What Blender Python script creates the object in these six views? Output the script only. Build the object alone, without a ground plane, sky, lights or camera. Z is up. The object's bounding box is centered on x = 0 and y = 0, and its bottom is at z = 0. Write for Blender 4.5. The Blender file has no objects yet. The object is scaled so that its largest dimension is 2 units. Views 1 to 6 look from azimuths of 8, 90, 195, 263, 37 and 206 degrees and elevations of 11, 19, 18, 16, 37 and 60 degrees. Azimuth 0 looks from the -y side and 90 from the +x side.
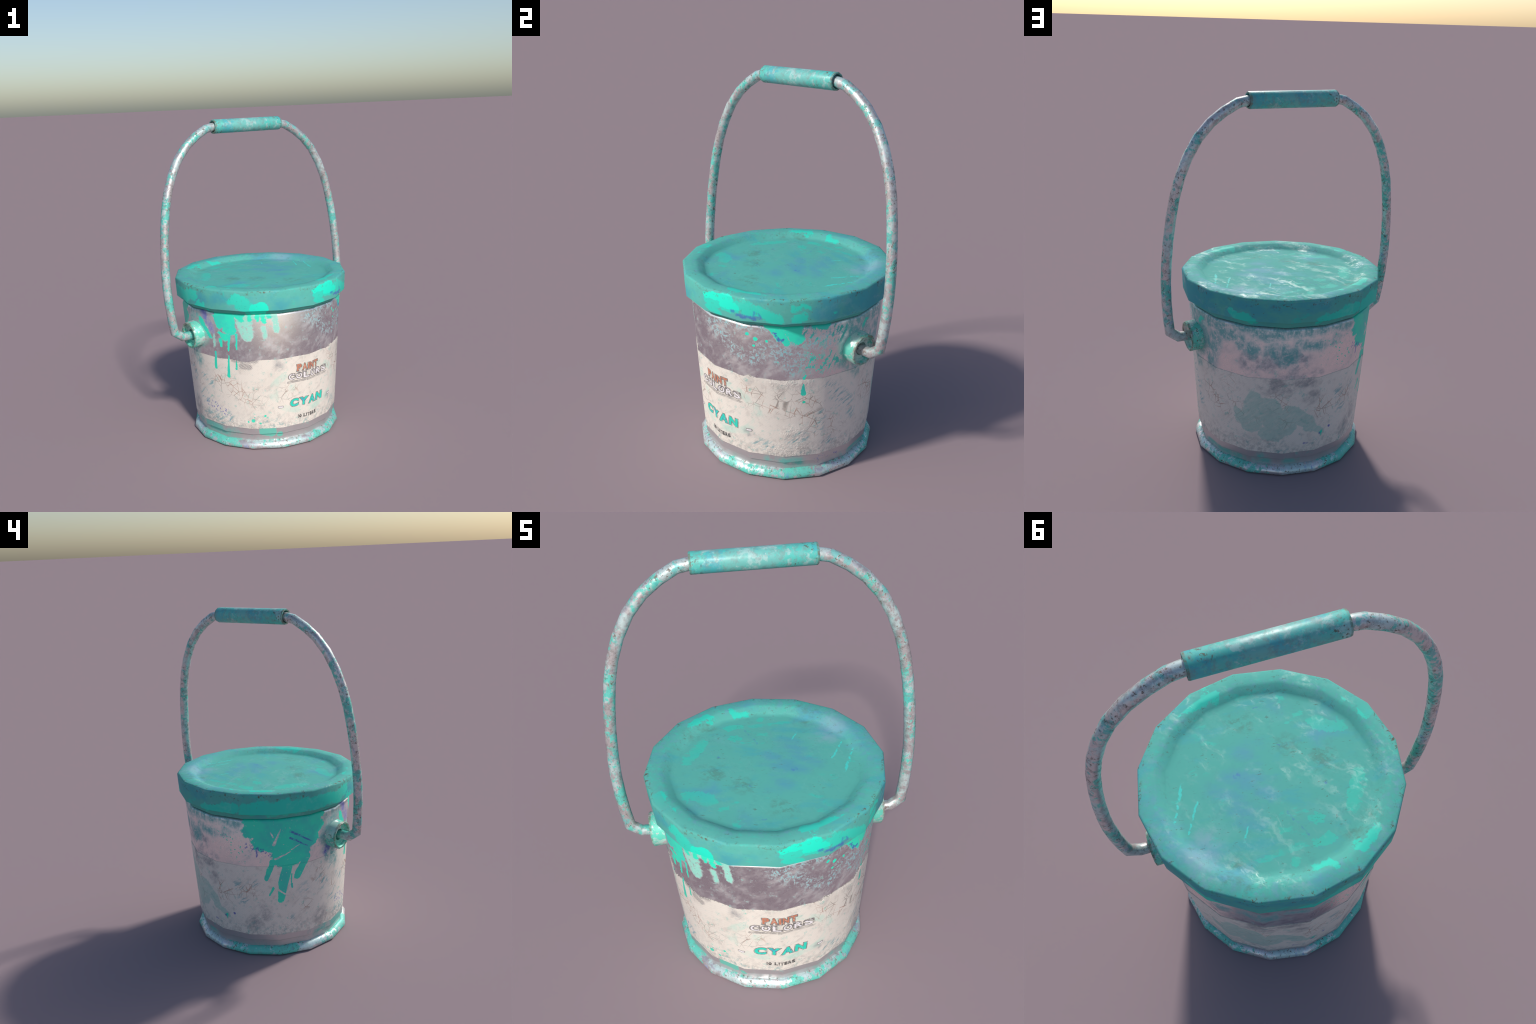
import bpy, bmesh, math, random
from mathutils import Vector, noise as mnoise

random.seed(7)
SIDES = 16                     # the can is a 16-sided low-polygon lathe
PHASE = 42.0                   # degrees: the handle axis runs through a corner
STEP = 360.0 / SIDES
DEG = math.pi / 180
K = 0.475 * DEG                # metres of wall per degree, used by the paint masks

# ------------------------------------------------------------------ helpers
root = bpy.data.objects.new("paint_bucket", None)
bpy.context.scene.collection.objects.link(root)
root["label"] = "paint-spattered low-poly metal bucket with teal lid and handle"
root["category"] = "paint bucket"


def add_object(name, mesh, material, parent=root):
    ob = bpy.data.objects.new(name, mesh)
    bpy.context.scene.collection.objects.link(ob)
    ob.parent = parent
    if material:
        mesh.materials.append(material)
    return ob


def finish(bm, name, smooth_angle=38):
    bmesh.ops.remove_doubles(bm, verts=bm.verts, dist=1e-6)
    bmesh.ops.recalc_face_normals(bm, faces=bm.faces)
    me = bpy.data.meshes.new(name)
    bm.to_mesh(me)
    bm.free()
    for p in me.polygons:
        p.use_smooth = True
    me.set_sharp_from_angle(angle=smooth_angle * DEG)
    return me


def lathe(name, profile, sides=SIDES, phase=PHASE, closed=False, smooth_angle=38):
    """profile: (radius, z) from bottom to top; radius 0 closes the end with a fan."""
    bm = bmesh.new()
    rings = []
    for r, z in profile:
        if r == 0:
            rings.append([bm.verts.new((0, 0, z))])
        else:
            rings.append([bm.verts.new((r * math.cos((phase + 360 / sides * i) * DEG),
                                        r * math.sin((phase + 360 / sides * i) * DEG), z)) for i in range(sides)])
    pairs = list(zip(rings, rings[1:])) + ([(rings[-1], rings[0])] if closed else [])
    for a, b in pairs:
        for i in range(sides):
            j = (i + 1) % sides
            if len(a) == 1:
                bm.faces.new((a[0], b[i], b[j]))
            elif len(b) == 1:
                bm.faces.new((a[i], a[j], b[0]))
            else:
                bm.faces.new((a[i], a[j], b[j], b[i]))
    return finish(bm, name, smooth_angle)


def wall_radius(z):
    """corner radius of the tapering wall"""
    return 0.4530 + 0.0695 * z


def wall_point(theta, z, out=0.0):
    """point on the faceted wall at angle theta (degrees), pushed out by `out`"""
    f = (theta - PHASE) / STEP
    i = math.floor(f)
    t = f - i
    R = wall_radius(z) + out
    a, b = (PHASE + STEP * i) * DEG, (PHASE + STEP * (i + 1)) * DEG
    return Vector((R * ((1 - t) * math.cos(a) + t * math.cos(b)), R * ((1 - t) * math.sin(a) + t * math.sin(b)), z))


# ------------------------------------------------------------------ material node builder
class Nodes:
    def __init__(self, name):
        self.mat = bpy.data.materials.new(name)
        self.mat.use_nodes = True
        self.t = self.mat.node_tree
        self.t.nodes.clear()
        self.out = self.t.nodes.new("ShaderNodeOutputMaterial")
        self.bsdf = self.t.nodes.new("ShaderNodeBsdfPrincipled")
        self.t.links.new(self.bsdf.outputs[0], self.out.inputs[0])
        tc = self.t.nodes.new("ShaderNodeTexCoord")
        self.pos = tc.outputs["Object"]
        sep = self.t.nodes.new("ShaderNodeSeparateXYZ")
        self.t.links.new(self.pos, sep.inputs[0])
        self.x, self.y, self.z = sep.outputs
        self.rad = self.m("SQRT", self.m("ADD", self.m("MULTIPLY", self.x, self.x), self.m("MULTIPLY", self.y, self.y)))
        self.theta = self.m("MULTIPLY", self.m("ARCTAN2", self.y, self.x), 1 / DEG)
        self.color = self.metal = self.rough = None

    def put(self, sock, v):
        if isinstance(v, bpy.types.NodeSocket):
            self.t.links.new(v, sock)
        elif v is not None:
            sock.default_value = v

    def m(self, op, a, b=None, c=None, clamp=False):
        n = self.t.nodes.new("ShaderNodeMath")
        n.operation = op
        n.use_clamp = clamp
        for s, v in zip(n.inputs, (a, b, c)):
            self.put(s, v)
        return n.outputs[0]

    def v(self, op, a, b=None, scale=None):
        n = self.t.nodes.new("ShaderNodeVectorMath")
        n.operation = op
        self.put(n.inputs[0], a)
        if b is not None:
            self.put(n.inputs[1], b)
        if scale is not None:
            self.put(n.inputs["Scale"], scale)
        return n.outputs["Value"] if op in ("DOT_PRODUCT", "DISTANCE", "LENGTH") else n.outputs["Vector"]

    def comb(self, x, y, z=0.0):
        n = self.t.nodes.new("ShaderNodeCombineXYZ")
        for s, v in zip(n.inputs, (x, y, z)):
            self.put(s, v)
        return n.outputs[0]

    def ramp(self, x, a, b, lo=0.0, hi=1.0):
        n = self.t.nodes.new("ShaderNodeMapRange")
        n.interpolation_type = "SMOOTHSTEP"
        for s, v in zip(n.inputs, (x, a, b, lo, hi)):
            self.put(s, v)
        return n.outputs[0]

    def noise(self, vec, scale, detail=3, rough=0.55, distort=0.0, color=False):
        n = self.t.nodes.new("ShaderNodeTexNoise")
        self.put(n.inputs["Vector"], vec)
        n.inputs["Scale"].default_value = scale
        n.inputs["Detail"].default_value = detail
        n.inputs["Roughness"].default_value = rough
        n.inputs["Distortion"].default_value = distort
        return n.outputs["Color" if color else "Fac"]

    def voronoi(self, vec, scale, feature="F1", rand=1.0):
        n = self.t.nodes.new("ShaderNodeTexVoronoi")
        n.feature = feature
        self.put(n.inputs["Vector"], vec)
        n.inputs["Scale"].default_value = scale
        n.inputs["Randomness"].default_value = rand
        return n.outputs["Distance"]

    def mapped(self, vec, scale=(1, 1, 1), rot=(0, 0, 0), loc=(0, 0, 0)):
        n = self.t.nodes.new("ShaderNodeMapping")
        self.put(n.inputs["Vector"], vec)
        n.inputs["Location"].default_value = loc
        n.inputs["Rotation"].default_value = [r * DEG for r in rot]
        n.inputs["Scale"].default_value = scale
        return n.outputs[0]

    def streaks(self, vec, angle, across, along, scale, detail=4, rough=.6):
        """noise drawn out along a direction in the xy plane of vec"""
        return self.noise(self.mapped(self.mapped(vec, rot=(0, 0, -angle)), (along, across, 1)), scale, detail, rough)

    def mixc(self, f, a, b):
        n = self.t.nodes.new("ShaderNodeMix")
        n.data_type = "RGBA"
        self.put(n.inputs["Factor"], f)
        for s, v in zip([s for s in n.inputs if s.type == "RGBA"], (a, b)):
            self.put(s, v if isinstance(v, bpy.types.NodeSocket) else (*v, 1) if len(v) == 3 else v)
        return [o for o in n.outputs if o.type == "RGBA"][0]

    def mixf(self, f, a, b):
        n = self.t.nodes.new("ShaderNodeMix")
        n.data_type = "FLOAT"
        self.put(n.inputs[0], f)
        self.put(n.inputs[2], a)
        self.put(n.inputs[3], b)
        return n.outputs[0]

    # ---- layered surface
    def base(self, color, metal, rough):
        self.color = color if isinstance(color, bpy.types.NodeSocket) else self.mixc(0.0, color, color)
        self.metal, self.rough = metal, rough

    def layer(self, mask, color, metal=0.0, rough=0.42):
        self.color = self.mixc(mask, self.color, color)
        if metal is not None:
            self.metal = self.mixf(mask, self.metal, metal)
        if rough is not None:
            self.rough = self.mixf(mask, self.rough, rough)

    def done(self, bump=None, strength=0.2, distance=0.004):
        self.put(self.bsdf.inputs["Base Color"], self.color)
        self.put(self.bsdf.inputs["Metallic"], self.metal)
        self.put(self.bsdf.inputs["Roughness"], self.rough)
        if bump is not None:
            b = self.t.nodes.new("ShaderNodeBump")
            b.inputs["Strength"].default_value = strength
            b.inputs["Distance"].default_value = distance
            self.put(b.inputs["Height"], bump)
            self.t.links.new(b.outputs[0], self.bsdf.inputs["Normal"])
        return self.mat

    # ---- brush strokes: tapered capsules, on a warped map of the surface
    def warp(self, vec, amount, scale, detail=6):
        c = self.noise(self.pos, scale, detail, 0.72, color=True)
        return self.v("ADD", vec, self.v("SCALE", self.v("SUBTRACT", c, (0.5, 0.5, 0.5)), scale=amount * 2))

    def wall_maps(self, amount, scale):
        front = self.comb(self.m("MULTIPLY", self.theta, K), self.z)
        t2 = self.m("WRAP", self.theta, 360.0, 0.0)
        back = self.comb(self.m("MULTIPLY", t2, K), self.z)
        return self.warp(front, amount, scale), self.warp(back, amount, scale)

    def strokes(self, maps, items, soft=0.002):
        """union of tapered strokes (from, to, start width, end width) or dots, kept in a node group of its own.
        Each stroke hangs on the one before it, so that the shader works them off one by one."""
        pair = maps if isinstance(maps, tuple) else (maps, maps)
        g = Group("strokes", ("Front", "Back"))
        res = 0.0
        for s in items:
            a0, z0, w0 = s[0], s[1], s[-2] if len(s) == 6 else s[2]
            a1, z1, w1 = (s[2], s[3], s[5]) if len(s) == 6 else (a0, z0, w0)
            p = g.source[0]
            if isinstance(maps, tuple):
                if max(a0, a1) > 150 or min(a0, a1) < -150:
                    a0, a1, p = a0 % 360, a1 % 360, g.source[1]
                a0, a1 = a0 * K, a1 * K
            d = g.v("MULTIPLY", g.v("SUBTRACT", p, g.comb(a0, z0, res)), (1, 1, 0))
            bx, by = a1 - a0, z1 - z0
            bb = bx * bx + by * by
            if bb < 1e-9:
                dist = g.v("LENGTH", d)
            else:
                t = g.m("MULTIPLY", g.v("DOT_PRODUCT", d, (bx / bb, by / bb, 0)), 1.0, clamp=True)
                dist = g.v("DISTANCE", d, g.v("SCALE", (bx, by, 0), scale=t))
                if abs(w1 - w0) > 1e-6:
                    dist = g.m("SUBTRACT", dist, g.m("MULTIPLY", t, w1 - w0))
            k = g.ramp(dist, w0 + soft, w0 - soft)
            res = g.m("MAXIMUM", k, res)
        n = self.t.nodes.new("ShaderNodeGroup")
        n.node_tree = g.close(res)
        for s, v in zip(n.inputs, pair):
            self.put(s, v)
        return n.outputs[0]

    def times(self, *f):
        r = f[0]
        for g in f[1:]:
            r = self.m("MULTIPLY", r, g)
        return r


class Group(Nodes):
    def __init__(self, name, inputs):
        self.t = bpy.data.node_groups.new(name, "ShaderNodeTree")
        for i in inputs:
            self.t.interface.new_socket(i, in_out="INPUT", socket_type="NodeSocketVector")
        self.t.interface.new_socket("Mask", in_out="OUTPUT", socket_type="NodeSocketFloat")
        self.source = self.t.nodes.new("NodeGroupInput").outputs

    def close(self, value):
        out = self.t.nodes.new("NodeGroupOutput")
        self.put(out.inputs[0], value)
        return self.t


MINT = (0.028, 0.76, 0.51)
PALE = (0.30, 0.66, 0.55)
TEAL = (0.105, 0.44, 0.375)
SEA = (0.07, 0.40, 0.43)
SKY = (0.22, 0.52, 0.60)
BLUE = (0.06, 0.085, 0.44)
PURPLE = (0.13, 0.13, 0.46)
RUST = (0.12, 0.075, 0.045)
STEEL = (0.80, 0.77, 0.78)
CREAM = (0.80, 0.745, 0.665)


def spatter(n, on_label):
    """all the paint on the wall; runs across bare metal and label alike"""
    soft_map = n.wall_maps(0.055, 11)
    edge_map = n.wall_maps(0.030, 24)
    clean_map = n.wall_maps(0.008, 30)
    wall = n.comb(n.m("MULTIPLY", n.theta, K), n.z)
    fine = n.noise(n.pos, 130, 2)
    grain = n.noise(n.pos, 55, 4, 0.7)
    cloud = n.noise(n.pos, 16, 5, 0.65)
    streak = n.streaks(wall, 38, 1.0, .30, 60, 4, .65)

    # grey grime
    grime = n.strokes(soft_map, [(88, .67, 118, .68, .05, .06), (98, .54, 127, .58, .05, .05), (128, .47, .04), (166, .28, 157, .20, .04, .04),
                                 (112, .60, .06), (-72, .545, .03), (-25, .57, .02), (-26, .25, .02), (-150, .20, .05), (58, .58, .03)], 0.03)
    grime = n.times(grime, n.ramp(cloud, .34, .60), n.ramp(grain, .20, .60, .45, 1))
    n.layer(n.times(grime, n.ramp(streak, .30, .60, .5, 1), .68), (0.15, 0.17, 0.21), 0.1, .6)

    # sea-green wash, wiped thin
    wash = n.strokes(soft_map, [(64, .76, 58, .60, .045, .035), (72, .82, 90, .74, .05, .04), (79, .88, 97, .83, .04, .03), (102, .86, 131, .88, .05, .05),
                                (111, .71, 103, .74, .06, .05), (38, .82, 48, .82, .06, .05), (33, .64, 44, .56, .03, .02), (50, .84, 66, .84, .05, .04),
                                (-140, .60, -136, .52, .03, .02), (-143, .83, -134, .85, .05, .03), (140, .86, 150, .84, .03, .03), (142, .78, .03),
                                (-147, .62, -140, .55, .03, .03), (118, .78, 132, .76, .03, .03), (44, .70, .10), (-139, .70, .10), (52, .74, 60, .70, .06, .05)], 0.025)
    wash = n.times(wash, n.ramp(cloud, .24, .52), n.ramp(grain, .30, .54, .25, 1), n.ramp(n.streaks(wall, 84, 1.0, .3, 26, 5, .7), .34, .54, .35, 1))
    n.layer(n.times(wash, .88), (0.11, 0.40, 0.39), 0.1, .5)

    # diagonal dabs, mostly on the paper
    dabs = n.strokes(soft_map, [(-140, .52, .03), (-134, .43, .025), (-126, .40, .035), (-110, .19, .03), (-137, .17, -118, .17, .03, .03), (24, .52, 38, .40, .03, .035),
                                (20, .36, 19, .28, .02, .02), (2, .22, 8, .24, .03, .03), (-20, .19, -12, .18, .025, .03), (26, .19, .03), (-164, .41, .03), (-174, .23, .02),
                                (-136, .29, .04), (149, .45, .03), (152, .36, .03), (42, .32, .03), (-150, .42, .04), (160, .47, .025)], 0.03)
    dabs = n.times(dabs, n.ramp(streak, .50, .60))
    n.layer(n.times(dabs, .75), (0.10, 0.38, 0.42), 0.0, .55)

    # pale green wiped patch at the back
    pale = n.strokes(edge_map, [(91, .46, 88, .31, .040, .065), (100, .40, 106, .28, .070, .060), (114, .38, 126, .31, .045, .04), (126, .29, 138, .235, .03, .012),
                                (78, .37, 82, .32, .02, .04), (98, .25, 106, .215, .04, .015), (112, .29, .05)], 0.004)
    n.layer(n.times(pale, n.ramp(streak, .25, .6, .28, .52)), (0.20, 0.52, 0.45), 0.0, .55)

    # fine sky-coloured spray
    spray = n.strokes(soft_map, [(-50, .83, -38, .76, .035, .03), (-33, .72, -28, .69, .03, .02), (-21, .68, -13, .74, .03, .05), (-4, .73, 2, .64, .055, .045),
                                 (8, .82, 27, .80, .07, .06), (6, .68, .05), (-47, .84, -12, .86, .02, .02)], 0.03)
    n.layer(n.times(spray, n.ramp(grain, .47, .56), n.ramp(fine, .30, .62), .9), (0.18, 0.50, 0.53), 0.0, .5)
    specks = n.strokes(soft_map, [(8, .85, 30, .82, .08, .07), (12, .66, 26, .68, .06, .06)], 0.04)
    n.layer(n.times(specks, n.ramp(n.streaks(wall, 62, 1.0, .45, 46, 4, .65), .52, .57)), (0.06, 0.50, 0.42), 0.0, .45)

    # violet stains
    violet = n.strokes(soft_map, [(-128, .87, -119, .76, .028, .020), (-146.5, .605, -143, .67, .018, .025), (-114, .80, -112, .76, .012, .01)], 0.018)
    n.layer(n.times(violet, n.ramp(cloud, .3, .55), .9), PURPLE, 0.0, .45)

    # paler mint
    pmint = n.strokes(edge_map, [(-96, .86, -93, .74, .05, .035), (-118.4, .72, -119.2, .65, .010, .007), (-74, .87, -73, .77, .018, .020), (-82, .78, -81, .73, .018, .012), (-88, .86, -76, .865, .02, .02)], 0.006)
    n.layer(n.times(pmint, n.ramp(grain, .30, .46)), PALE, 0.0, .45)

    # solid mint with runs
    solid = n.strokes(edge_map, [(-114, .88, -113, .80, .034, .022), (-108, .88, -106, .775, .055, .040), (-98, .88, -97, .84, .04, .02), (-131, .81, -123, .71, .018, .014),
                                 (-90.5, .88, -90.5, .84, .012, .010), (-86, .88, -85.3, .83, .012, .009), (-81.8, .88, -81.6, .82, .014, .009), (-78, .88, -78, .85, .012, .008),
                                 (-13, .88, 4, .86, .022, .022), (-7, .86, -2, .79, .030, .022), (0, .87, 5, .80, .035, .026), (14, .88, 20, .86, .02, .015),
                                 (159, .87, 206, .87, .04, .04), (160, .80, 204, .80, .045, .05), (167, .73, 200, .73, .055, .055), (178, .66, 194, .66, .05, .045), (176, .61, 194, .60, .024, .024),
                                 (137, .228, .012), (48, .80, 50, .83, .012, .01), (-113, .74, -110, .72, .014, .02)], 0.014)
    rag = n.m("MULTIPLY", n.m("SUBTRACT", n.noise(n.pos, 30, 7, .8), .5), 2.8)
    body_of = n.m("ADD", solid, rag)
    halo = n.ramp(body_of, .12, .45)
    solid = n.ramp(body_of, .44, .54)
    clean = n.strokes(clean_map, [(-118.6, .616, -119.4, .515, .008, .011), (-106.5, .74, -107.8, .635, .011, .005), (-108, .60, -109.1, .467, .004, .010),
                                  (-101, .74, -101.5, .645, .008, .004), (-102.2, .572, -102.6, .52, .004, .007), (-113.3, .70, -113.2, .66, .012, .008),
                                  (-23.5, .819, .009), (-18.9, .795, .011), (-20, .758, .007), (-12.5, .79, .007), (8.3, .552, 8.5, .50, .004, .013), (8.9, .45, .008), (9.5, .60, 8.6, .585, .005, .006),
                                  (173.5, .61, 168.6, .50, .016, .013), (183, .62, 178.4, .362, .044, .019), (173.6, .445, 170.5, .395, .007, .005), (196, .62, 190.3, .505, .030, .020), (186.3, .52, 186.4, .435, .006, .006),
                                  (-92.2, .185, .012), (-86.8, .166, .006), (-83, .213, .007), (-96, .175, .006)], 0.004)
    clean = n.ramp(n.m("ADD", clean, n.m("MULTIPLY", rag, .55)), .42, .60)
    solid = n.m("MAXIMUM", solid, clean)
    cuts = n.strokes(clean_map, [(179.3, .81, 174.5, .718, .0015, .009), (172.8, .79, 174.2, .763, .003, .005), (175, .627, 185.5, .662, .006, .003), (186.6, .675, 192, .70, .004, .002),
                                 (192.5, .587, 187.4, .53, .003, .007), (187.2, .53, 186.8, .465, .005, .003), (178.2, .57, 174.8, .45, .010, .008), (174.3, .448, 181.2, .398, .006, .004)], 0.0012)
    wear = n.ramp(n.noise(n.pos, 75, 4, .7), .30, .36)
    dots = n.times(n.strokes(soft_map, [(139, .77, 152, .66, .05, .05), (-90, .20, -82, .20, .04, .03), (12, .68, 26, .66, .05, .05)], .01), n.ramp(n.voronoi(wall, 62), .26, .20))
    solid = n.m("MAXIMUM", n.times(n.m("SUBTRACT", solid, cuts, clamp=True), wear), dots)
    n.layer(n.times(halo, n.ramp(grain, .36, .56), .55), (0.12, 0.50, 0.44), 0.0, .45)
    tint = n.noise(n.pos, 9, 4, .6)
    n.layer(solid, n.mixc(n.ramp(tint, .40, .66), MINT, (0.04, 0.62, 0.50)), 0.0, .38)

    # deep blue
    blue = n.strokes(clean_map, [(-7.9, .83, -5.5, .80, .003, .009), (-3.2, .807, -5, .79, .005, .006), (-9, .838, -7, .835, .004, .003), (185.8, .79, 201, .706, .007, .003), (185.7, .749, 197.6, .685, .006, .003),
                                 (163.6, .69, 162.5, .64, .009, .003), (124.5, .178, 127, .182, .007, .003), (135.3, .226, .007), (143, .252, .008)], 0.002)
    bdots = n.times(n.strokes(soft_map, [(157, .72, 160, .67, .018, .018), (163, .69, 172, .65, .018, .012), (-132, .26, -112, .22, .025, .03), (18, .087, 34, .094, .012, .012), (-147, .60, -143, .66, .015, .02)], .012),
                    n.ramp(n.voronoi(n.warp(wall, .004, 60), 75), .40, .30))
    n.layer(n.m("MAXIMUM", n.times(blue, n.ramp(grain, .34, .56, .15, .85)), n.times(bdots, .7)), BLUE, 0.0, .45)
    return wall, cloud, grain, fine, streak


def body_material():
    n = Nodes("bare_can_metal")
    n.base(STEEL, 1.0, 0.27)
    cloud = n.noise(n.pos, 9, 6, 0.68)
    smear = n.streaks(n.comb(n.m("MULTIPLY", n.theta, K), n.z), 40, 1.0, .45, 24, 5, .65)
    n.layer(n.times(n.ramp(cloud, .40, .66), n.ramp(smear, .36, .66), .48), (0.50, 0.47, 0.455), 0.2, .6)
    n.layer(n.ramp(n.z, .140, .128, 0, .6), (0.50, 0.48, 0.48), 0.5, .5)
    spatter(n, False)
    low = n.wall_maps(0.012, 26)
    splotch = n.strokes(low, [(-84, .11, -79, .105, .035, .036), (-72, .085, .02)], .003)
    n.layer(n.times(splotch, .8), (0.05, 0.55, 0.42), 0.0, .4)
    band = n.strokes(low, [(-13, .105, 7, .085, .02, .03), (-150, .10, -108, .09, .045, .03), (40, .07, 100, .065, .016, .018), (95, .10, .02), (112, .07, 120, .07, .014, .014)], .02)
    n.layer(n.times(band, n.ramp(cloud, .36, .56), .8), (0.05, 0.50, 0.42), 0.0, .45)
    return n.done()


def label_material():
    n = Nodes("stained_paper_label")
    n.base(CREAM, 0.0, 0.55)
    wall = n.comb(n.m("MULTIPLY", n.theta, K), n.z)
    hatch = n.m("SINE", n.m("MULTIPLY", n.v("DOT_PRODUCT", wall, (0.72, -0.69, 0)), 640.0))
    n.layer(n.ramp(hatch, .0, .9, 0, .22), (0.72, 0.66, 0.58), 0.0, None)
    blot = n.noise(n.pos, 7, 5, 0.6)
    n.layer(n.ramp(blot, .50, .72, 0, .45), (0.66, 0.60, 0.53), 0.0, .6)
    n.layer(n.times(n.ramp(n.noise(n.pos, 24, 5, .7), .52, .74), .5), (0.46, 0.42, 0.38), 0.0, .6)
    scuff = n.streaks(wall, 38, 1.0, .25, 34, 5, .7)
    n.layer(n.times(n.ramp(scuff, .52, .70), n.ramp(n.noise(n.pos, 5, 3), .40, .62), .42), (0.40, 0.36, 0.33), 0.0, .6)
    # faint swirl behind the lettering
    dx = n.m("DIVIDE", n.m("MULTIPLY", n.m("ADD", n.theta, 48.0), K), 0.245)
    dz = n.m("DIVIDE", n.m("SUBTRACT", n.z, 0.365), 0.150)
    ring = n.m("ABSOLUTE", n.m("SUBTRACT", n.m("SQRT", n.m("ADD", n.m("MULTIPLY", dx, dx), n.m("MULTIPLY", dz, dz))), 0.97))
    swirl = n.times(n.ramp(ring, .15, .08), n.ramp(n.noise(n.pos, 9, 3), .40, .58), n.ramp(n.theta, -8, -14), n.ramp(n.theta, -84, -78))
    n.layer(n.times(swirl, .40), (0.40, 0.72, 0.60), 0.0, None)
    n.layer(n.times(n.strokes(n.wall_maps(.02, 12), [(-46, .225, -40, .235, .02, .02), (-62, .38, .025)], .02), .25), (0.40, 0.72, 0.60), 0.0, None)
    # brown crackle
    area = n.strokes(n.wall_maps(.03, 8), [(-117, .42, -90, .33, .06, .07), (-20, .47, 10, .42, .06, .09), (12, .36, 26, .28, .07, .07), (32, .27, .04), (55, .45, .06), (58, .42, 88, .34, .06, .05), (74, .52, .04), (106, .45, 112, .32, .04, .03),
                                           (139, .37, 157, .42, .055, .055), (134, .42, 137, .35, .04, .05), (-163, .31, .04), (-153, .47, .05), (-66, .36, .06), (-28, .57, -23, .52, .03, .03), (-140, .36, .04)], .04)
    w2 = n.warp(wall, .006, 6, 2)
    line = n.m("MAXIMUM", n.ramp(n.voronoi(n.mapped(w2, (1, 1.5, 1), (0, 0, 25)), 11, "DISTANCE_TO_EDGE"), 0.026, .006), n.ramp(n.voronoi(n.mapped(w2, (1.6, 1, 1), (0, 0, -30), (3, 1, 0)), 15, "DISTANCE_TO_EDGE"), .028, .007))
    gate = n.ramp(n.noise(n.pos, 15, 3), .38, .56)
    n.layer(n.times(area, line, gate, .8), n.mixc(n.ramp(n.noise(n.pos, 11, 2), .45, .58), (0.38, 0.18, 0.12), (0.30, 0.25, 0.22)), 0.0, .6)
    w = spatter(n, True)
    foot = n.times(n.ramp(n.m("ADD", n.z, n.m("MULTIPLY", n.noise(n.pos, 8, 4, .6), -.22)), .16, .02), n.ramp(n.noise(n.pos, 42, 5, .75), .42, .62))
    n.layer(n.times(foot, .55), (0.34, 0.32, 0.30), 0.0, .6)
    n.layer(n.times(foot, n.ramp(n.noise(n.pos, 6, 3), .48, .60), n.ramp(w[4], .44, .58), .7), (0.12, 0.42, 0.43), 0.0, .55)
    n.layer(n.times(n.ramp(n.noise(n.pos, 95, 4, .8), .60, .68), n.ramp(n.noise(n.pos, 7, 3), .40, .62), .4), (0.36, 0.33, 0.31), 0.0, .6)
    # torn spot: paper fibres over bare metal
    torn = n.strokes(n.wall_maps(.016, 28), [(-105, .575, -88, .575, .012, .014), (-98, .545, -93, .54, .020, .018)], .006)
    fib = n.m("SINE", n.m("MULTIPLY", n.v("DOT_PRODUCT", n.warp(wall, .004, 30), (0.8, 0.6, 0)), 900.0))
    n.layer(n.times(torn, n.ramp(fib, -.5, .3)), (0.36, 0.34, 0.34), 0.5, .5)
    crumple = n.times(n.strokes(n.wall_maps(.02, 14), [(0, .27, 7, .27, .03, .03), (-12, .16, 6, .16, .035, .045), (-130, .16, -90, .14, .03, .03), (-98, .55, .04), (-10, .56, 11, .56, .015, .015)], .03),
                      n.noise(n.pos, 55, 4, .65, .6))
    height = n.m("ADD", n.m("MULTIPLY", crumple, 2.2), n.m("MULTIPLY", n.noise(n.pos, 90, 2), .12))
    return n.done(height, .5, .006)


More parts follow.
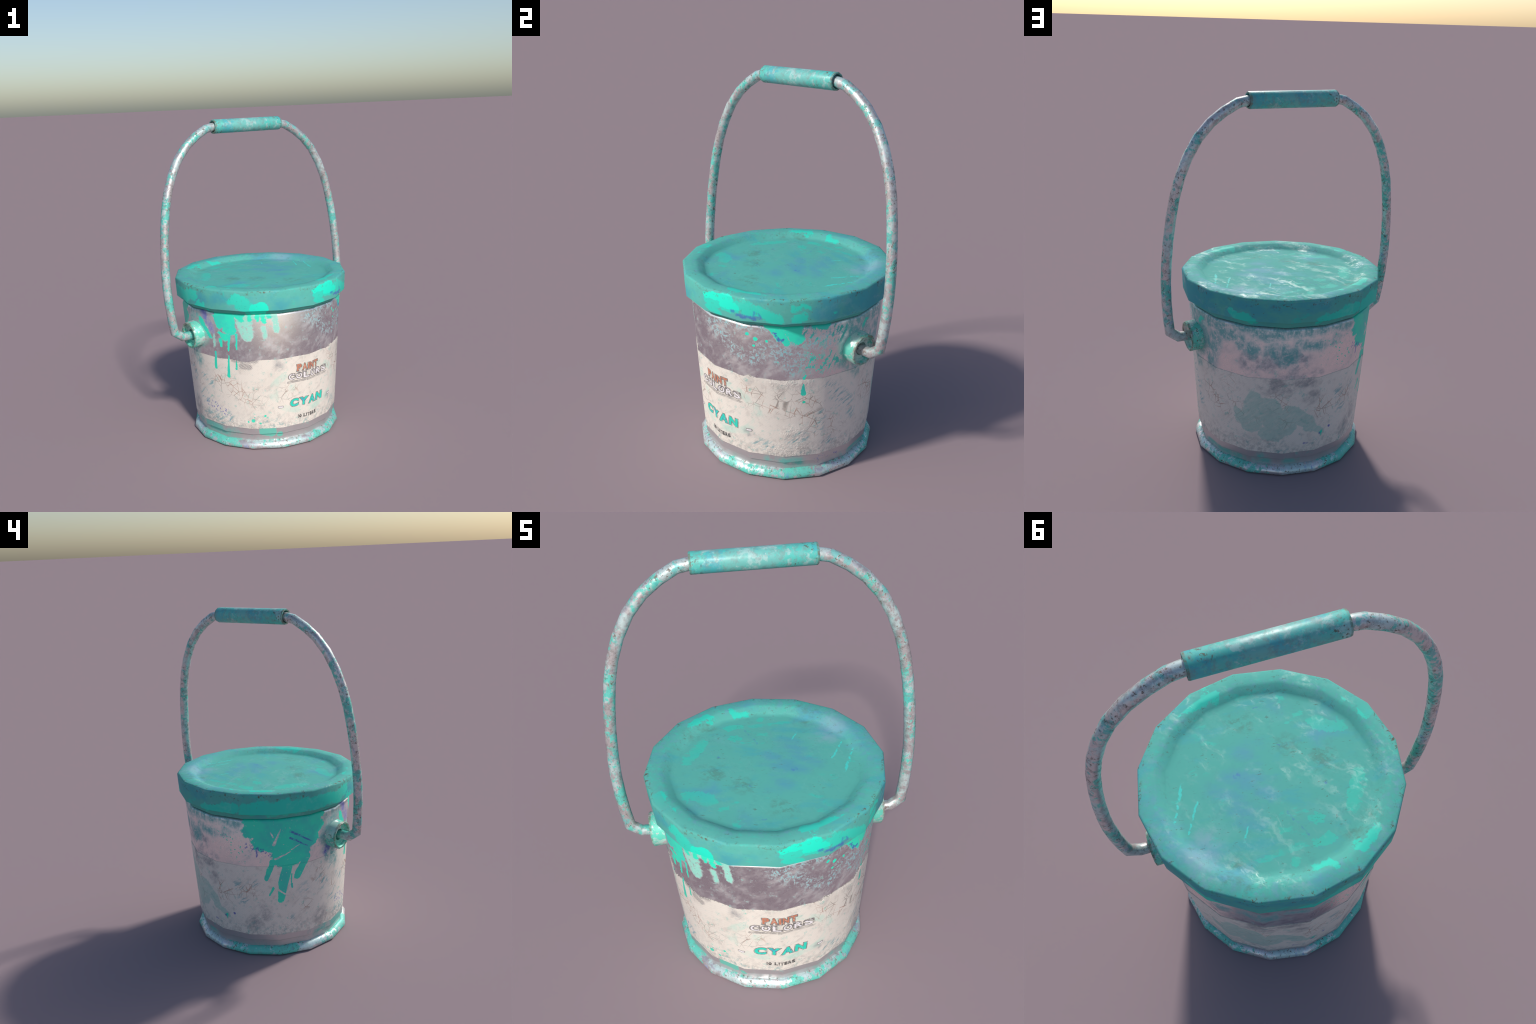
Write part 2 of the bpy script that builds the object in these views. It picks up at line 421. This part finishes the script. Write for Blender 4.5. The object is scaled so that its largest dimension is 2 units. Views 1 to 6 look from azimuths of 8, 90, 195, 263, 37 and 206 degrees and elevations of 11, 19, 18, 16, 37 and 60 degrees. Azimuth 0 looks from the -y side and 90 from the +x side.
def lid_material():
    n = Nodes("painted_lid")
    n.base(TEAL, 0.0, .64)
    top = n.comb(n.x, n.y)
    drag = n.mapped(n.mapped(n.pos, rot=(0, 0, -35)), (.45, 1, 1))
    cloud = n.noise(drag, 9, 6, .68)
    broad = n.noise(n.pos, 4.5, 4, .6)
    n.layer(n.ramp(cloud, .50, .70, 0, .75), SEA)
    n.layer(n.ramp(broad, .54, .70, 0, .55), (0.13, 0.46, 0.42), 0.0, .45)
    n.layer(n.times(n.ramp(n.noise(drag, 11, 5, .65), .60, .64), n.ramp(broad, .42, .52), .6), (0.045, 0.55, 0.44), 0.0, .36)
    is_top = n.m("MAXIMUM", n.ramp(n.z, 1.0215, 1.0265), n.ramp(n.rad, .500, .490))
    radial = n.noise(n.comb(n.m("MULTIPLY", n.theta, .045), n.m("MULTIPLY", n.rad, 4.0), n.m("MULTIPLY", n.z, 5.0)), 6, 5, .7)
    on_rim = n.times(n.ramp(n.rad, .44, .47), is_top)
    n.layer(n.times(on_rim, n.ramp(radial, .50, .62), .65), (0.14, 0.38, 0.44), 0.0, .5)
    n.layer(n.times(on_rim, n.ramp(radial, .47, .38), .6), (0.07, 0.52, 0.42), 0.0, .45)
    n.layer(n.times(n.ramp(n.noise(n.pos, 22, 6, .75), .50, .70), .35), (0.09, 0.33, 0.31), 0.0, .5)
    # top of the lid
    blue_wash = n.strokes(n.warp(top, .09, 9), [(-.01, .05, .14, .05, .05, .05), (.12, -.06, .14, -.08, .04, .04), (.17, .15, .01, .20, .05, .06), (-.10, -.38, -.11, -.26, .04, .04), (.13, -.33, .04),
                                                (-.37, .34, -.30, .40, .04, .03), (-.07, .47, .20, .40, .06, .06), (.20, .40, .40, .30, .05, .05)], .05)
    n.layer(n.times(blue_wash, is_top, n.ramp(cloud, .35, .6), .62), (0.10, 0.33, 0.45), 0.0, .42)
    lilac = n.strokes(n.warp(top, .08, 9), [(.056, .46, .13, .42, .04, .03), (.115, .334, .03)], .04)
    n.layer(n.times(lilac, is_top, .5), (0.30, 0.42, 0.55), 0.0, .4)
    mint = n.strokes(n.warp(top, .075, 13), [(-.17, .175, -.14, .195, .016, .014), (-.25, .09, -.22, .11, .018, .012), (-.36, -.004, -.33, -.11, .02, .035), (-.33, -.15, .04), (-.15, -.345, -.06, -.32, .035, .03),
                                             (.03, -.335, .02), (.13, -.37, .02), (-.33, .16, -.28, .19, .02, .014), (-.25, .30, .02)], .004)
    n.layer(n.times(mint, is_top, n.ramp(cloud, .30, .50), .55), (0.035, 0.60, 0.45), 0.0, .36)
    rim = n.strokes(n.warp(top, .06, 13), [(-.376, .257, -.33, .285, .022, .02), (.40, -.26, .50, -.13, .035, .03), (.42, -.34, .47, -.27, .03, .03), (-.25, -.44, -.11, -.51, .025, .02), (.07, -.54, .02, -.54, .012, .01), (-.48, .05, -.44, .15, .02, .02)], .006)
    n.layer(n.times(rim, is_top, .8), (0.03, 0.66, 0.50), 0.0, .36)
    lines = n.strokes(n.warp(top, .012, 30), [(.192, .355, .224, .222, .003, .005), (.263, .34, .322, .167, .004, .006), (-.025, .302, -.011, .236, .004, .003)], .002)
    n.layer(n.times(lines, is_top, n.ramp(n.noise(n.pos, 40, 3), .40, .56), .7), (0.06, 0.70, 0.62))
    nicks = n.strokes(n.warp(top, .03, 22), [(-.20, .155, -.13, .115, .003, .005), (.214, -.292, .20, -.31, .004, .003), (.03, -.155, .006), (-.218, -.067, .008), (.13, .05, .015), (-.24, .175, -.2, .155, .004, .003)], .003)
    n.layer(n.times(nicks, is_top, n.ramp(n.noise(n.pos, 50, 3), .36, .56), .5), (0.07, 0.17, 0.48))
    # skirt of the lid
    side = n.m("SUBTRACT", 1.0, is_top)
    maps, crisp = n.wall_maps(.055, 15), n.wall_maps(.022, 22)
    shade = n.strokes(maps, [(20, .96, 75, .96, .07, .07), (60, 1.0, 130, 1.0, .04, .04), (92, .95, 100, .94, .04, .04), (-112, .96, -104, .97, .03, .02), (-70, .93, .03), (-135, .95, -122, .95, .03, .03)], .03)
    n.layer(n.times(shade, side, n.ramp(cloud, .3, .55), .75), (0.06, 0.34, 0.42), 0.0, .42)
    sm = n.strokes(maps, [(-99, .965, -90, .91, .04, .04), (-128, .92, -123, .90, .02, .02), (-46, .97, -30, .97, .03, .04), (-45, .93, -40, .91, .02, .02), (-25, .975, -6, .925, .035, .025), (-14, .96, .02), (2, .975, 9, .978, .014, .012), (3, .925, 7, .925, .02, .02), (23, .935, .012),
                          (79, .94, 90, .91, .02, .025), (128, .92, 150, .945, .02, .035), (160, .94, 195, .95, .045, .05), (-165, .95, -140, .95, .04, .04), (-136, .965, -133, .965, .03, .03)], .006)
    n.layer(n.times(sm, side, .85), (0.03, 0.66, 0.50), 0.0, .36)
    bright = n.strokes(crisp, [(-47, .985, -33, .99, .014, .03), (-36, .96, -28, .965, .02, .02)], .003)
    n.layer(n.times(bright, side), (0.022, 0.80, 0.58), 0.0, .36)
    dome = n.strokes(n.wall_maps(.012, 22), [(-84.5, .900, -83, .912, .050, .040)], .003)
    n.layer(n.times(dome, side), (0.022, 0.80, 0.58), 0.0, .36)
    bl = n.strokes(n.wall_maps(.022, 30), [(-27, .925, -17, .917, .006, .008), (-18.5, .95, -18.2, .92, .0025, .003), (-15.8, .945, -15.2, .92, .003, .005), (-30, .94, .008)], .006)
    n.layer(n.times(bl, side, .7), (0.06, 0.10, 0.46), 0.0, .42)
    # chipped edges and dirt specks
    on_edge = n.m("MAXIMUM", n.ramp(n.m("ABSOLUTE", n.m("SUBTRACT", n.rad, .538)), .022, .004), n.ramp(n.m("ABSOLUTE", n.m("SUBTRACT", n.rad, .445)), .03, .005, 0, .4))
    on_edge = n.times(on_edge, n.ramp(n.z, .98, 1.01))
    chips = n.times(n.ramp(n.noise(n.pos, 52, 5, .75), .55, .61), n.ramp(n.noise(n.pos, 7, 3), .40, .56))
    n.layer(n.times(on_edge, chips, .85), RUST, 0.0, .7)
    fleck = n.times(n.ramp(n.noise(drag, 48, 4, .7), .66, .71), n.ramp(n.noise(n.pos, 6, 2), .45, .6))
    n.layer(n.times(fleck, .7), (0.11, 0.13, 0.10), 0.0, .6)
    n.layer(n.times(n.ramp(n.noise(drag, 75, 3, .7), .62, .68), n.ramp(n.noise(n.pos, 9, 3), .46, .60), .6), (0.10, 0.15, 0.12), 0.0, .6)
    dirt = n.strokes(n.warp(top, .07, 12), [(-.05, .39, .03), (-.17, -.17, .06), (0, -.17, .04), (.24, -.20, .05), (-.44, .0, -.40, .1, .03, .03), (-.15, .46, -.02, .46, .02, .025)], .04)
    n.layer(n.times(dirt, is_top, n.ramp(n.noise(n.pos, 30, 4, .7), .42, .62), .5), (0.10, 0.20, 0.16), 0.0, .55)
    gloss = n.streaks(n.warp(n.pos, .10, 4, 4), 162, 1.0, .30, 15, 6, .74)
    glint = n.times(n.ramp(gloss, .46, .66), n.ramp(n.noise(n.pos, 4, 5, .65), .40, .62))
    n.rough = n.mixf(glint, n.m("ADD", n.rough, .16), .40)
    n.put(n.bsdf.inputs["Specular IOR Level"], n.mixf(glint, .16, .95))
    return n.done(n.m("ADD", n.noise(n.pos, 40, 3), n.m("MULTIPLY", gloss, .6)), .10, .002)


def worn_paint(name, base, metal, coats, rust, scale=1.0, stretch=(1, 1, 1), rough=.35, mottle=0.0, edge=0.0):
    """base metal or plastic with ragged coats of paint (color, threshold, noise scale, strength) and rust flecks"""
    n = Nodes(name)
    n.base(base, metal, rough)
    p = n.mapped(n.pos, stretch)
    for i, (col, thr, sc, strength) in enumerate(coats):
        big = n.noise(n.mapped(p, loc=(3.1 * i, 1.7 * i, 5.3 * i)), sc * scale, 3, .6)
        small = n.noise(n.mapped(p, loc=(7.1 * i, 2.2, i)), 42 * scale, 4, .7)
        f = n.m("ADD", n.m("MULTIPLY", big, .62), n.m("MULTIPLY", small, .38))
        n.layer(n.times(n.ramp(f, thr, thr + .05), strength), col, 0.0, .40)
    if mottle:
        n.layer(n.times(n.ramp(n.noise(p, 34, 5, .75), .47, .62), mottle), (0.22, 0.20, 0.21), None, .6)
    r = n.times(n.ramp(n.noise(p, 70 * scale, 4, .75), .56, .62), n.ramp(n.noise(p, 6 * scale, 3), rust, rust + .1))
    n.layer(n.times(r, .8), RUST, 0.0, .75)
    if edge:
        along = n.m("ABSOLUTE", n.v("DOT_PRODUCT", n.pos, (math.cos(PHASE * DEG), math.sin(PHASE * DEG), 0)))
        near = n.ramp(n.m("ABSOLUTE", n.m("SUBTRACT", along, edge)), .0085, .0045)
        n.layer(n.times(near, n.ramp(n.noise(p, 45, 4, .7), .40, .60, .25, .8)), (0.16, 0.15, 0.10), 0.0, .6)
    return n.done(n.noise(p, 55, 4, .65), .18, .003)


def flat_material(name, color, second=None, rough=.5, mask=None):
    n = Nodes(name)
    n.base(color, 0.0, rough)
    if second:
        n.layer(mask(n), second, 0.0, rough)
    n.layer(n.times(n.ramp(n.noise(n.pos, 85, 4, .75), .56, .64), .6), CREAM, 0.0, .55)
    return n.done()


MAT_BODY, MAT_LABEL, MAT_LID = body_material(), label_material(), lid_material()
MAT_ROD = worn_paint("worn_wire", (0.66, 0.63, 0.63), .65, [((0.42, 0.66, 0.65), .48, 5, .55), ((0.05, 0.56, 0.46), .515, 6, .85), ((0.30, 0.36, 0.60), .60, 9, .6), ((0.06, 0.48, 0.45), .545, 12, .75)], .42, mottle=.45)
MAT_GRIP = worn_paint("worn_grip_paint", (0.16, 0.50, 0.46), .0, [((0.07, 0.54, 0.47), .49, 6, .7), ((0.40, 0.60, 0.58), .525, 8, .7), ((0.06, 0.42, 0.48), .54, 7, .7)], .56, rough=.42, mottle=.40, edge=.250)
MAT_RIM = worn_paint("worn_rim_metal", (0.78, 0.75, 0.75), .8, [((0.40, 0.68, 0.67), .46, 5, .6), ((0.05, 0.60, 0.47), .495, 4, .85), ((0.12, 0.24, 0.55), .60, 9, .6)], .40, mottle=.25)
MAT_BOSS = worn_paint("worn_boss_paint", (0.76, 0.73, 0.73), .6, [((0.34, 0.66, 0.56), .42, 9, .8), ((0.06, 0.60, 0.45), .47, 9, .85), (PURPLE, .63, 12, .6)], .46, mottle=.2, edge=.553)

# ------------------------------------------------------------------ can body
body = add_object("can_body", lathe("can_body", [
    (0, .006), (.430, .006), (.440, .012), (.4460, .044), (.4470, .052), (.4480, .080), (.4490, .087), (.4560, .0890), (wall_radius(.0925), .0925),
    (wall_radius(.856), .856), (.5090, .864), (.5040, .868), (.4950, .871), (0, .871)]), MAT_BODY)

# rolled bead round the foot
bead = [(.438, .000), (.464, .000), (.4760, .0035), (.4800, .0125), (.4780, .0240), (.4710, .0355), (.4600, .0445), (.4480, .0495), (.4360, .0440)]
add_object("base_rim", lathe("base_rim", bead, closed=True, smooth_angle=60), MAT_RIM)

# lid: skirt, rounded rim, dished panel
lid = add_object("lid", lathe("lid", [
    (0, .877), (.4940, .872), (.5050, .872), (.5120, .886), (.5180, .9020), (.5400, .9020), (.5440, .9055),
    (.5500, 1.0170), (.5470, 1.0235), (.5400, 1.0270), (.4850, 1.0275), (.4700, 1.0255),
    (.4400, 1.0060), (.4300, 1.0020), (.4100, 1.0010), (.3000, 1.0075), (.1500, 1.0120), (0, 1.0135)], smooth_angle=40), MAT_LID)


# the lid sits a little askew: lower over the lettering, higher at the back
for v in lid.data.vertices:
    v.co.z += .016 * (v.co.x * math.cos(125 * DEG) + v.co.y * math.sin(125 * DEG)) * (1 if v.co.z > .89 else .3)
lid.data.update()

# ------------------------------------------------------------------ paper label, with torn upper edge
def label_mesh():
    per, rows = 12, 26
    cols = SIDES * per
    bottom = 0.1300

    def top_edge(theta):
        def near(c, w):
            d = (theta - c + 180) % 360 - 180
            return math.exp(-(d / w) ** 2)
        z = .5800
        rough_edge = mnoise.noise(Vector((theta * .9, 3.0, 0)))
        z -= near(-96, 6) * (.010 + .012 * abs(rough_edge)) + near(-103, 3) * .006 * abs(rough_edge)
        z += near(-23.5, 1.8) * .013 + near(0, 9) * .005 * rough_edge - near(-30, 2.0) * .004
        z += .0012 * mnoise.noise(Vector((theta * .35, 0, 5)))
        return z

    bm = bmesh.new()
    grid = []
    for c in range(cols):
        theta = PHASE + 360 * c / cols
        zt = top_edge(theta)
        col = []
        d = (theta + 23.5 + 180) % 360 - 180
        for r in range(rows + 1):
            z = bottom + (zt - bottom) * r / rows
            out = .0024 + .007 * math.exp(-(d / 2.5) ** 2) * max(0, (r / rows - .93) / .07)
            col.append(bm.verts.new(wall_point(theta, z, out)))
        low, high = bm.verts.new(wall_point(theta, bottom - .0004, -.002)), bm.verts.new(wall_point(theta, zt + .0004, -.002))
        grid.append([low] + col + [high])
    for c in range(cols):
        a, b = grid[c], grid[(c + 1) % cols]
        for r in range(len(a) - 1):
            bm.faces.new((a[r], b[r], b[r + 1], a[r + 1]))
    me = finish(bm, "label", 50)
    normals = []
    for v in me.vertices:
        flat = Vector((v.co.x, v.co.y, 0)).normalized()
        normals.append((flat + Vector((0, 0, -.058))).normalized())
    me.normals_split_custom_set_from_vertices(normals)
    return me


label = add_object("label", label_mesh(), MAT_LABEL)

# ------------------------------------------------------------------ printed lettering, wrapped on the wall
MAT_INK = flat_material("grey_outline_ink", (0.22, 0.205, 0.195), (0.48, 0.45, 0.41), .6, lambda n: n.ramp(n.noise(n.pos, 60, 4), .48, .64))
MAT_ORANGE = flat_material("orange_ink", (0.55, 0.20, 0.115), (0.72, 0.42, 0.30), .55, lambda n: n.ramp(n.noise(n.pos, 70, 4), .56, .70))
MAT_WHITE = flat_material("white_ink", (0.82, 0.78, 0.80), (0.09, 0.085, 0.08), .5, lambda n: n.times(n.ramp(n.z, .463, .468), n.ramp(n.noise(n.pos, 90, 2), .42, .50)))
MAT_PLAIN = flat_material("white_dash_ink", (0.82, 0.78, 0.80))
MAT_BLACK = flat_material("black_ink", (0.075, 0.07, 0.07), (0.22, 0.21, 0.20), .6, lambda n: n.ramp(n.noise(n.pos, 60, 3), .45, .62))


def cyan_ink():
    n = Nodes("cyan_ink")
    n.base((0.03, 0.66, 0.50), 0.0, .45)
    n.layer(n.ramp(n.noise(n.pos, 26, 4, .6), .52, .64), (0.06, 0.42, 0.52))
    n.layer(n.ramp(n.noise(n.pos, 34, 3, .6), .62, .68), (0.06, 0.10, 0.50))
    n.layer(n.times(n.ramp(n.noise(n.mapped(n.pos, (1, 1, .5), (0, 40, 0)), 52, 3), .60, .66), n.ramp(n.theta, -47, -42)), (0.55, 0.74, 0.64))
    return n.done()


MAT_CYAN = cyan_ink()


def glyph(char, fatten):
    cu = bpy.data.curves.new("glyph", "FONT")
    cu.body = char
    cu.offset = fatten
    cu.resolution_u = 4
    cu.fill_mode = "FRONT"
    ob = bpy.data.objects.new("glyph", cu)
    bpy.context.scene.collection.objects.link(ob)
    me = bpy.data.meshes.new_from_object(ob.evaluated_get(bpy.context.evaluated_depsgraph_get()))
    bpy.data.objects.remove(ob)
    bpy.data.curves.remove(cu)
    return me


def wrap(bm, name, proud):
    """take a flat shape (x = degrees, y = height) to the wall as a thin raised print"""
    bmesh.ops.remove_doubles(bm, verts=bm.verts, dist=1e-5)
    for i in range(SIDES):
        edge = (PHASE + STEP * i + 180) % 360 - 180
        bmesh.ops.bisect_plane(bm, geom=bm.verts[:] + bm.edges[:] + bm.faces[:], plane_co=(edge, 0, 0), plane_no=(1, 0, 0), dist=1e-4)
    front = bm.faces[:]
    back = bmesh.ops.extrude_face_region(bm, geom=front)["geom"]
    lifted = {g for g in back if isinstance(g, bmesh.types.BMVert)}
    for v in bm.verts:
        v.co = wall_point(v.co.x, v.co.y, .0024 + (proud if v in lifted else -.0010))
    bmesh.ops.delete(bm, geom=front, context="FACES_ONLY")
    return finish(bm, name, 30)


def letter(name, char, x0, x1, y0, y1, slant, fatten, grow, proud, material):
    """fit a glyph in the box x0..x1 (degrees) by y0..y1 (metres), grown by `grow` metres for outlines"""
    me = glyph(char, fatten)
    thin = glyph(char, fatten if grow == 0 else fatten - grow / (y1 - y0) * .72)
    xs, ys = [v.co.x for v in thin.vertices], [v.co.y for v in thin.vertices]
    lx, hx, ly, hy = min(xs), max(xs), min(ys), max(ys)
    bm = bmesh.new()
    bm.from_mesh(me)
    bpy.data.meshes.remove(me)
    bpy.data.meshes.remove(thin)
    for v in bm.verts:
        y = y0 + (v.co.y - ly) / (hy - ly) * (y1 - y0)
        x = x0 + (v.co.x - lx) / (hx - lx) * (x1 - x0) + slant * (y - (y0 + y1) / 2) / K
        v.co = (x, y, 0)
    return add_object(name, wrap(bm, name, proud), material, label)


def word(text, start, end, y0, y1, material, gap=.25, slant=0.0, fat=.03, outline=.0055, drop=.0):
    weights = [.32 if c in "I1" else .45 if c == " " else 1.0 for c in text]
    unit = (end - start) / (sum(weights) + gap * (len(text) - 1))
    x = start
    for c, w in zip(text, weights):
        if c != " ":
            if outline:
                letter("letter_outline", c, x, x + w * unit, y0 - drop, y1 - drop, slant, fat + outline / (y1 - y0) * .72, outline, .0005, MAT_INK)
            letter("letter", c, x, x + w * unit, y0, y1, slant, fat, 0, .0010, material)
        x += (w + gap) * unit


word("PAINT", -58.0, -39.3, .4865, .5275, MAT_ORANGE, drop=.002)
word("COLORS", -64.6, -30.2, .4350, .4720, MAT_WHITE, gap=.30, fat=.02)
word("CYAN", -63.6, -33.4, .2560, .3060, MAT_CYAN, gap=.16, slant=.08, fat=.05, outline=.0045)
word("10 LITERS", -57.2, -40.0, .1720, .1950, MAT_BLACK, gap=.20, fat=.055, outline=0)


def pill(name, x0, x1, y0, y1, proud, material):
    bm = bmesh.new()
    h = (y1 - y0) / 2
    hx = h / K * .8
    pts = []
    for cx, a0 in ((x1 - hx, -90), (x0 + hx, 90)):
        pts += [(cx + hx * math.cos((a0 + 30 * i) * DEG), (y0 + y1) / 2 + h * math.sin((a0 + 30 * i) * DEG), 0) for i in range(7)]
    bm.faces.new([bm.verts.new(p) for p in pts])
    return add_object(name, wrap(bm, name, proud), material, label)


for a, b in ((-73.6, -69.0), (-27.0, -22.6)):
    pill("dash_outline", a, b, .2600, .2760, .0005, MAT_INK)
    pill("dash", a + .4, b - .4, .2635, .2725, .0010, MAT_PLAIN)
MAT_SHADE = flat_material("faded_grey_ink", (0.50, 0.47, 0.43), (0.66, 0.61, 0.55), .6, lambda n: n.ramp(n.noise(n.pos, 50, 4), .45, .62))
pill("underline", -66.2, -28.0, .4130, .4270, .0003, MAT_SHADE)
pill("underline", -65.6, -28.6, .4225, .4255, .0006, MAT_INK)
pill("underline", -65.6, -47.8, .4150, .4175, .0006, MAT_INK)

# ------------------------------------------------------------------ bail handle
LEAN, PIVOT_Z = 3.95, .700
U = Vector((math.cos(PHASE * DEG), math.sin(PHASE * DEG), 0))
W = Vector((-U.y, U.x, 0))
H = Vector((0, 0, 1)) * math.cos(LEAN * DEG) + W * math.sin(LEAN * DEG)
N = U.cross(H)
ORIGIN = Vector((0, 0, PIVOT_Z)) - W * .006


def sweep(name, path, radius, sides, smooth_angle=50):
    """tube along a path of (u, h) points in the plane of the handle"""
    bm = bmesh.new()
    rings = []
    pts = [Vector(p) for p in path]
    for i, p in enumerate(pts):
        d0 = (pts[i] - pts[i - 1]).normalized() if i else (pts[1] - pts[0]).normalized()
        d1 = (pts[i + 1] - pts[i]).normalized() if i < len(pts) - 1 else d0
        d = (d0 + d1).normalized()
        widen = 1 / max(.75, d.dot(d0))
        side = Vector((-d.y, d.x))
        ring = []
        for k in range(sides):
            a = 2 * math.pi * (k + .5) / sides
            q = p + side * (radius * widen * math.cos(a))
            ring.append(bm.verts.new(ORIGIN + U * q.x + H * q.y + N * (radius * math.sin(a))))
        rings.append(ring)
    for a, b in zip(rings, rings[1:]):
        for k in range(sides):
            bm.faces.new((a[k], a[(k + 1) % sides], b[(k + 1) % sides], b[k]))
    bm.faces.new(rings[0])
    bm.faces.new(rings[-1])
    return finish(bm, name, smooth_angle)


half = [(.465, .001), (.598, .003), (.648, .041), (.659, .120), (.668, .220), (.672, .330), (.6695, .430), (.6615, .550), (.6475, .670),
        (.6285, .785), (.6025, .885), (.5655, .982), (.5125, 1.077), (.4475, 1.152), (.378, 1.205), (.304, 1.246), (.235, 1.259)]
bail = [(-a, b) for a, b in half] + [(a, b) for a, b in reversed(half)]
handle = add_object("handle", sweep("handle", bail, .0265, 10), MAT_ROD)

# grip: a tube with wall thickness round the top of the bail
def grip_mesh():
    bm = bmesh.new()
    sides, c = 12, Vector((0, 1.2580))
    prof = [(-.252, .0345), (-.252, .0415), (-.247, .0440), (.247, .0440), (.252, .0415), (.252, .0345), (.20, .0340), (-.20, .0340)]
    rings = [[bm.verts.new(ORIGIN + U * u + H * (c.y + r * math.sin(2 * math.pi * (k + .5) / sides)) + N * (r * math.cos(2 * math.pi * (k + .5) / sides)))
              for k in range(sides)] for u, r in prof]
    for a, b in zip(rings, rings[1:] + rings[:1]):
        for k in range(sides):
            bm.faces.new((a[k], a[(k + 1) % sides], b[(k + 1) % sides], b[k]))
    return finish(bm, "grip", 40)


add_object("grip", grip_mesh(), MAT_GRIP, handle)


# pivot bosses: cups on the wall that hold the ends of the bail
def boss_mesh(sign):
    bm = bmesh.new()
    tilt = 4 * DEG
    axis = (U * sign * math.cos(tilt) - Vector((0, 0, 1)) * math.sin(tilt)).normalized()
    e1 = Vector((0, 0, 1)).cross(axis).normalized()
    e2 = axis.cross(e1)
    face = ORIGIN + W * .006 + U * sign * .5530
    prof = [(-.090, .0845), (-.004, .0835), (0, .0810), (0, .0725), (-.003, .0700), (-.019, .0680), (-.019, .0560), (-.023, .0540), (-.023, .0350), (-.040, .0340)]
    sides = 12
    rings = [[bm.verts.new(face + axis * d + e1 * (r * math.cos(2 * math.pi * (k + .5) / sides)) + e2 * (r * math.sin(2 * math.pi * (k + .5) / sides))) for k in range(sides)] for d, r in prof]
    for a, b in zip(rings, rings[1:]):
        for k in range(sides):
            bm.faces.new((a[k], a[(k + 1) % sides], b[(k + 1) % sides], b[k]))
    bm.faces.new(rings[0])
    bm.faces.new(rings[-1])
    return finish(bm, "pivot_boss", 40)


for sign in (-1, 1):
    add_object("pivot_boss", boss_mesh(sign), MAT_BOSS)
